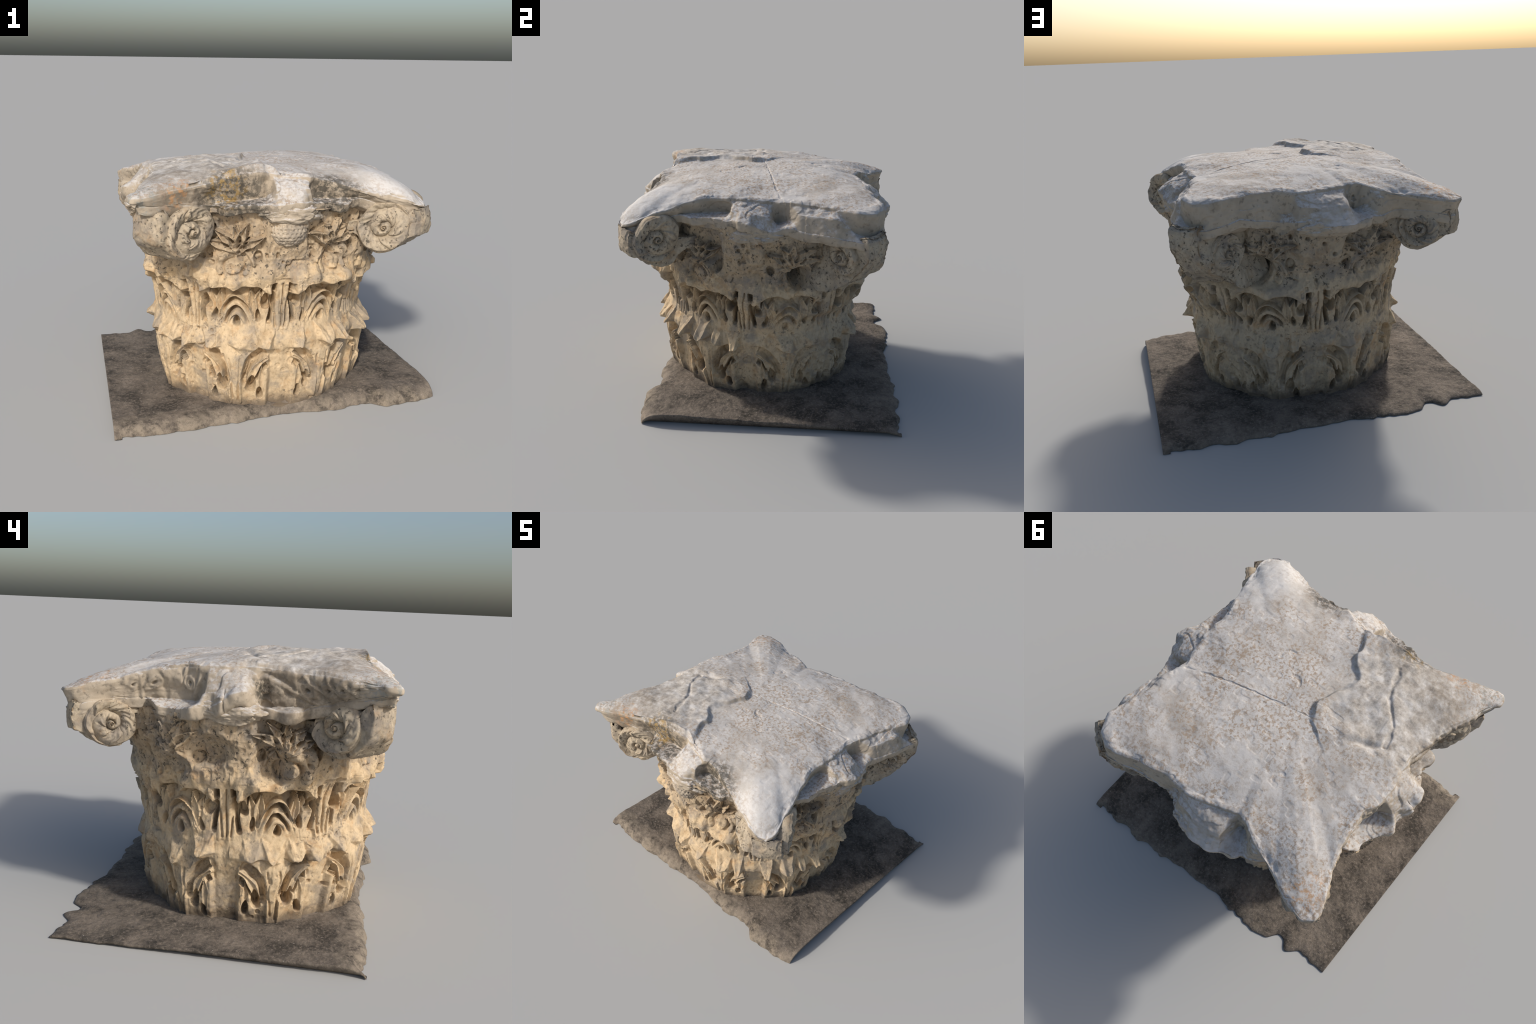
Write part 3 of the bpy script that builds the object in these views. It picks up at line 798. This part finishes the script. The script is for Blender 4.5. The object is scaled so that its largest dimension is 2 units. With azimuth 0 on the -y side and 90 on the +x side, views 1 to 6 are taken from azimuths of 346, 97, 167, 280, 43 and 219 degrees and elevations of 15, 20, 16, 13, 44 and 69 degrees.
def build_volute(root, mat, spec, seed):
    """corner wedge: two faces (front, side) that carry scrolls"""
    vol = empty("volute", (0, 0, 0), root)
    (c1, n1, R1, h1), (c2, n2, R2, h2), tips, prof, ragged = spec
    tipa, tipb = np.array(tips[0]), np.array(tips[1])          # plan points of the outer edge
    def plan(az):
        b = math.radians(az); return np.array([math.sin(b), -math.cos(b)])
    na, nb_ = plan(n1), plan(n2)
    diag = -(tipa + tipb) / 2; diag[1] += AY; diag /= np.linalg.norm(diag)
    def inward(n):
        t = np.array([-n[1], n[0]])
        return t if t @ diag > 0 else -t
    ta, tb = inward(na), inward(nb_)
    pr = np.array(prof)                                         # closed profile: distance inward, height
    L = np.concatenate([[0], np.cumsum(np.hypot(*np.diff(pr, axis=0).T))])
    nu = 260
    uu = np.linspace(0, L[-1], nu)
    pt, pz = pchip(uu, L, pr[:, 0]), pchip(uu, L, pr[:, 1])
    nv = 46
    P = np.zeros((nv + 2, nu, 3))
    mid = (pt.mean(), pz.mean())
    for i, s in enumerate(np.linspace(0, 1, nv)):
        hol = 0.014 * math.sin(math.pi * s)                   # hollowed outer face
        xa = tipa[None, :] + pt[:, None] * ta[None, :]
        xb = tipb[None, :] + pt[:, None] * tb[None, :]
        xy = lerp(xa, xb, s) + diag[None, :] * (-hol) * smooth(0.10, 0.0, pt)[:, None]
        P[i + 1, :, :2] = xy; P[i + 1, :, 2] = pz
    P[0] = P[1].mean(0); P[-1] = P[-2].mean(0)
    # caps: shrink towards the centre in a few steps
    def cap(ring, steps=24):
        c = ring[: ].mean(0)
        return [lerp(ring, c[None, :], t) for t in np.linspace(0, 1, steps + 1)[1:]]
    first = cap(P[1])[::-1]; last = cap(P[-2])
    G = np.array(first + [P[i] for i in range(1, nv + 1)] + last)
    N = grid_normals(G, False)
    X, Y, Z = G[..., 0], G[..., 1], G[..., 2]
    d = 0.012 * ragged * fbm(X * 7, Y * 7, Z * 7, 4, 80 + seed) - 0.003 * (ragged - 1) + 0.005 * np.round(1.7 * vnoise(X * 9, Y * 9, Z * 9, 85 + seed)) + 0.004 * fbm(X * 35, Y * 35, Z * 30, 3, 90 + seed)
    cen = np.array([0, AY, 0.95])
    flip = np.sign(((G - cen) * N).sum(-1).mean())
    G = G + N * flip * d[..., None]
    quads = grid_quads(nu, len(G), False)
    if flip < 0:
        quads = quads[:, ::-1]
    new_mesh("volute_block", G.reshape(-1, 3), quads, mat, vol)
    # scroll discs
    for c, naz, R, hand, tip, tin in ((c1, n1, R1, h1, tipa, ta), (c2, n2, R2, h2, tipb, tb)):
        n = plan(naz)
        along = (np.array(c[:2]) - tip) @ tin                     # seat the scroll on the face of its wedge
        c = (*(tip + tin * along + n * 0.010), c[2])
        t = np.array([-n[1], n[0]])               # t points to the right seen from outside
        if np.cross(np.array([*t, 0]), np.array([0, 0, 1.0])) @ np.array([*n, 0]) < 0:
            t = -t
        NR, NA = 72, 270
        q = np.linspace(0.004, 1.0, NR)
        a = np.arange(NA) / NA * TAU
        A, Q = np.meshgrid(a, q)
        squash = 1.0 + 0.05 * np.sin(A * 2 + seed) + 0.05 * vnoise(np.cos(A) * 2, np.sin(A) * 2, 0 * A + seed, 142)
        r = Q * R * squash
        h = scroll_relief(Q * R, A, R, hand, seed) + 0.014
        h += 0.004 * fbm(r * np.cos(A) * 20, r * np.sin(A) * 20, 0 * A + seed, 3, 120)
        wx, wz = r * np.cos(A), r * np.sin(A)
        pts = np.stack([c[0] + t[0] * wx + n[0] * h, c[1] + t[1] * wx + n[1] * h, c[2] + wz], -1)
        rim = []
        for k, (sc, dep) in enumerate(((1.0, 0.0), (1.005, -0.02), (1.0, -0.05), (0.96, -0.09))):
            rr = R * squash[-1] * sc
            hh = (h[-1] if k == 0 else 0 * h[-1]) + dep
            rim.append(np.stack([c[0] + t[0] * rr * np.cos(a) + n[0] * hh, c[1] + t[1] * rr * np.cos(a) + n[1] * hh, c[2] + rr * np.sin(a)], -1))
        G = np.concatenate([pts, np.array(rim[1:])], 0)
        new_mesh("volute_scroll", G.reshape(-1, 3), grid_quads(NA, len(G), True), mat, vol)


def wedge_profile(top=1.30, outer=0.0, low=0.985):
    """outer edge down, round under the coil, back along the neck into the bell, and up"""
    return [(0.016, top - 0.040), (0.0 + outer, top - 0.10), (0.010 + outer, top - 0.19), (0.06, low + 0.080), (0.12, low + 0.030), (0.20, low),
            (0.26, low + 0.015), (0.310, low + 0.070), (0.37, low + 0.10), (0.46, low + 0.11), (0.47, 1.14), (0.34, 1.165), (0.22, 1.175),
            (0.12, 1.195), (0.04, top - 0.055), (0.016, top - 0.040)]


# the eroded corner: a stump that tapers back into the bell
STUMP = [(0.03, 1.24), (0.0, 1.20), (0.0, 1.10), (0.05, 1.01), (0.13, 0.93), (0.21, 0.87), (0.28, 0.83), (0.36, 0.81), (0.52, 0.85), (0.52, 1.10), (0.40, 1.16), (0.26, 1.19), (0.13, 1.21), (0.03, 1.24)]

VOLUTES = [
    # (centre, face azimuth, radius, hand) x 2, outer edge points, profile, roughness
    (((.560, -.815, 1.139), -30, .150, -1), ((.790, -.620, 1.178), 121, .148, 1), ((.725, -.888), (.872, -.777)), wedge_profile(1.29, 0.0, .990), 1.0),
    (((-.545, -.790, 1.157), 29, .156, 1), ((-.760, -.602, 1.155), 236, .140, -1), ((-.722, -.878), (-.852, -.786)), wedge_profile(1.33, 0.0, 1.0), 1.3),
    (((-.752, .525, 1.093), 303, .128, 1), ((-.585, .695, 1.095), 150, .115, -1), ((-.838, .705), (-.748, .776)), wedge_profile(1.25, 0.0, .965), 1.2),
    (((.760, .500, 1.085), 55, .112, -1), ((.560, .660, 1.05), 214, .115, 1), ((.862, .66), (.715, .780)), STUMP, 3.0),
]


# ------------------------------------------------------------------ bosses
def blob(name, center, axes, size, mat, parent, seed, rough=0.25, drill=None, freq=2.2):
    """weathered lump: an ellipsoid with noise, optional drilled pattern"""
    NU, NV = 160, 90
    u = np.arange(NU) / NU * TAU
    v = np.linspace(0.012, math.pi - 0.012, NV)
    U, V = np.meshgrid(u, v)
    D = np.stack([np.sin(V) * np.cos(U), np.sin(V) * np.sin(U), -np.cos(V)], -1)
    k = 1 + rough * fbm(D[..., 0] * freq + seed, D[..., 1] * freq, D[..., 2] * freq, 4, 200 + seed) \
        + 0.025 * np.round(2 * vnoise(D[..., 0] * 5, D[..., 1] * 5, D[..., 2] * 5 + seed, 210))
    if drill:
        cu = (U / TAU * drill) % 1 - 0.5
        rowi = np.floor(V / math.pi * drill * 0.5)
        cu = ((U / TAU * drill + 0.5 * (rowi % 2)) % 1) - 0.5
        cv = (V / math.pi * drill * 0.5) % 1 - 0.5
        k = k - 0.10 * smooth(0.30, 0.18, np.hypot(cu * np.maximum(np.sin(V), 0.2), cv))
    L = D * k[..., None] * np.array(size)
    ax = np.array(axes)                                        # rows: right, outward, up
    P = np.array(center) + L @ ax
    return new_mesh(name, P.reshape(-1, 3), grid_quads(NU, NV, True), mat, parent)


def build_bosses(root, mat_pale, mat_ab):
    for k, (ang, r, z) in enumerate(((-89, .748, 1.245), (3, .755, 1.215), (91, .80, 1.165), (-179, .775, 1.20))):
        a = math.radians(ang)
        n = (math.cos(a), math.sin(a), 0); t = (-math.sin(a), math.cos(a), 0)
        c = (n[0] * r, AY + n[1] * r, z)
        blob("fleuron", c, (t, n, (0, 0, 1)), (.17, .075, .062), mat_ab, root, 3 + k, 0.28)
        if k == 0:
            blob("fruit_basket", (-0.005, -0.812, 1.150), (t, n, (0, 0, 1)), (.108, .070, .092), mat_pale, root, 11, 0.08, 24)


# ------------------------------------------------------------------ pavement
FRONT_EDGE = [(-1.0, -.848), (-.934, -.833), (-.84, -.85), (-.747, -.865), (-.549, -.848), (-.343, -.819), (-.161, -.809), (.03, -.785), (.295, -.804), (.45, -.775), (.565, -.757), (.62, -.80), (.675, -.829), (.853, -.817), (.94, -.785), (1.0, -.748)]
BACK_EDGE = [(-1.0, .778), (-.93, .80), (-.80, .802), (-.705, .843), (-.66, .80), (-.624, .795), (-.56, .86), (-.45, .885), (-.342, .884), (-.18, .87), (-.017, .864), (.299, .896), (.625, .919), (.80, .915), (.93, .905), (1.0, .905)]


def build_pavement(root, mat):
    nx, ny = 350, 310
    x = np.linspace(-1, 1, nx)
    fy = pchip(x, [p[0] for p in FRONT_EDGE], [p[1] for p in FRONT_EDGE])
    by = pchip(x, [p[0] for p in BACK_EDGE], [p[1] for p in BACK_EDGE])
    inner = smooth(1.0, 0.95, np.abs(x))
    fy = fy + inner * (0.012 * vnoise(x * 11, 0, 0, 301) + 0.006 * vnoise(x * 31, 0, 0, 302))
    fy = fy + 0.022 * inner
    by = by - 0.008 - 0.024 * inner + inner * (0.014 * vnoise(x * 10, 0, 0, 303) + 0.008 * vnoise(x * 29, 0, 0, 304))
    t = np.linspace(0, 1, ny)
    Xg, T = np.meshgrid(x, t)
    Yg = lerp(fy[None, :], by[None, :], T)
    # gently domed, higher at the front where the stone stands
    Zb = 0.049 - 0.026 * Yg + 0.014 * Xg
    Zb = np.clip(Zb, 0.022, 0.10)
    ef = Yg - fy[None, :]; eb = by[None, :] - Yg
    fall = lambda e, w: np.sqrt(np.clip(1 - (1 - np.clip(e / w, 0, 1)) ** 2, 0, 1))
    wf = 0.09 + 0.07 * smooth(-0.6, -0.1, Xg) + 0.03 * vnoise(Xg * 5, 0, 0, 305)
    Zs = Zb * fall(ef, wf) * fall(eb, 0.09)
    Zs *= lerp(0.95, 1.0, smooth(1.0, 0.72, np.abs(Xg)))
    Zs += smooth(0.0, 0.05, np.minimum(ef, eb)) * (0.007 * fbm(Xg * 7, Yg * 7, 0 * Xg, 4, 306) + 0.003 * fbm(Xg * 40, Yg * 40, 0 * Xg, 3, 307))
    Zs += smooth(0.28, 0.05, ef) * smooth(0, 0.03, ef) * 0.009 * fbm(Xg * 12, Yg * 14, 0 * Xg, 4, 308)
    Zs = np.maximum(Zs, 0.003)
    top = np.stack([Xg, Yg, Zs], -1)
    # rim: down and under, the cut sides are undercut
    bot = top.copy()
    bot[..., 2] = 0.0
    shrink = 1 - 0.035 * smooth(0.95, 1.0, np.abs(Xg))
    bot[..., 0] *= shrink
    bot[..., 1] = lerp(Yg.mean(), Yg, 1.0)
    lipz = top.copy()
    lipz[..., 2] = np.maximum(top[..., 2] - 0.014, 0.001)
    V = np.concatenate([top.reshape(-1, 3), lipz.reshape(-1, 3), bot.reshape(-1, 3)])
    n = nx * ny
    q = [grid_quads(nx, ny), grid_quads(nx, ny)[:, ::-1] + 2 * n]
    border = np.concatenate([np.arange(nx), np.arange(1, ny) * nx + nx - 1, (ny - 1) * nx + np.arange(nx - 2, -1, -1), np.arange(ny - 2, 0, -1) * nx])
    b2 = np.roll(border, -1)
    q.append(np.stack([border, border + n, b2 + n, b2], -1))
    q.append(np.stack([border + n, border + 2 * n, b2 + 2 * n, b2 + n], -1))
    q = np.concatenate(q)
    used, inv = np.unique(q, return_inverse=True)
    new_mesh("paving", V[used], inv.reshape(-1, 4), mat, root)


# ------------------------------------------------------------------ assemble
def main():
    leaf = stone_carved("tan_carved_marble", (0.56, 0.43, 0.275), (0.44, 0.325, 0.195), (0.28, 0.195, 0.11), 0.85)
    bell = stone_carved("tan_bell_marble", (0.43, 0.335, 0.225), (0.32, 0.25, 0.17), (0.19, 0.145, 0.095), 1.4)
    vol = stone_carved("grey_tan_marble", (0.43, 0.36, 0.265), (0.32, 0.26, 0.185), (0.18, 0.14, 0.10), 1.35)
    ab = material_abacus()
    pav = material_pavement()

    cap = empty("stone_capital", (CX, CY, 0.0))
    cap["label"] = "weathered marble Corinthian capital with acanthus leaves and volutes"
    cap["category"] = "column capital"
    base = empty("pavement_slab", (0, 0, 0))
    base["label"] = "rough dusty stone paving slab with worn edges"
    base["category"] = "stone slab"
    bpy.context.view_layer.update()
    build_drum(cap, leaf, bell)
    build_abacus(cap, ab)
    for i, v in enumerate(VOLUTES):
        build_volute(cap, vol, v, i)
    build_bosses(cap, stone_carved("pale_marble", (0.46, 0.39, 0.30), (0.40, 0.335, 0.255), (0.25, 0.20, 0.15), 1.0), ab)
    build_pavement(base, pav)
    # children keep world coordinates
    for ob in bpy.context.scene.objects:
        if ob.parent is cap or ob.parent == cap:
            ob.matrix_parent_inverse = cap.matrix_world.inverted()


main()
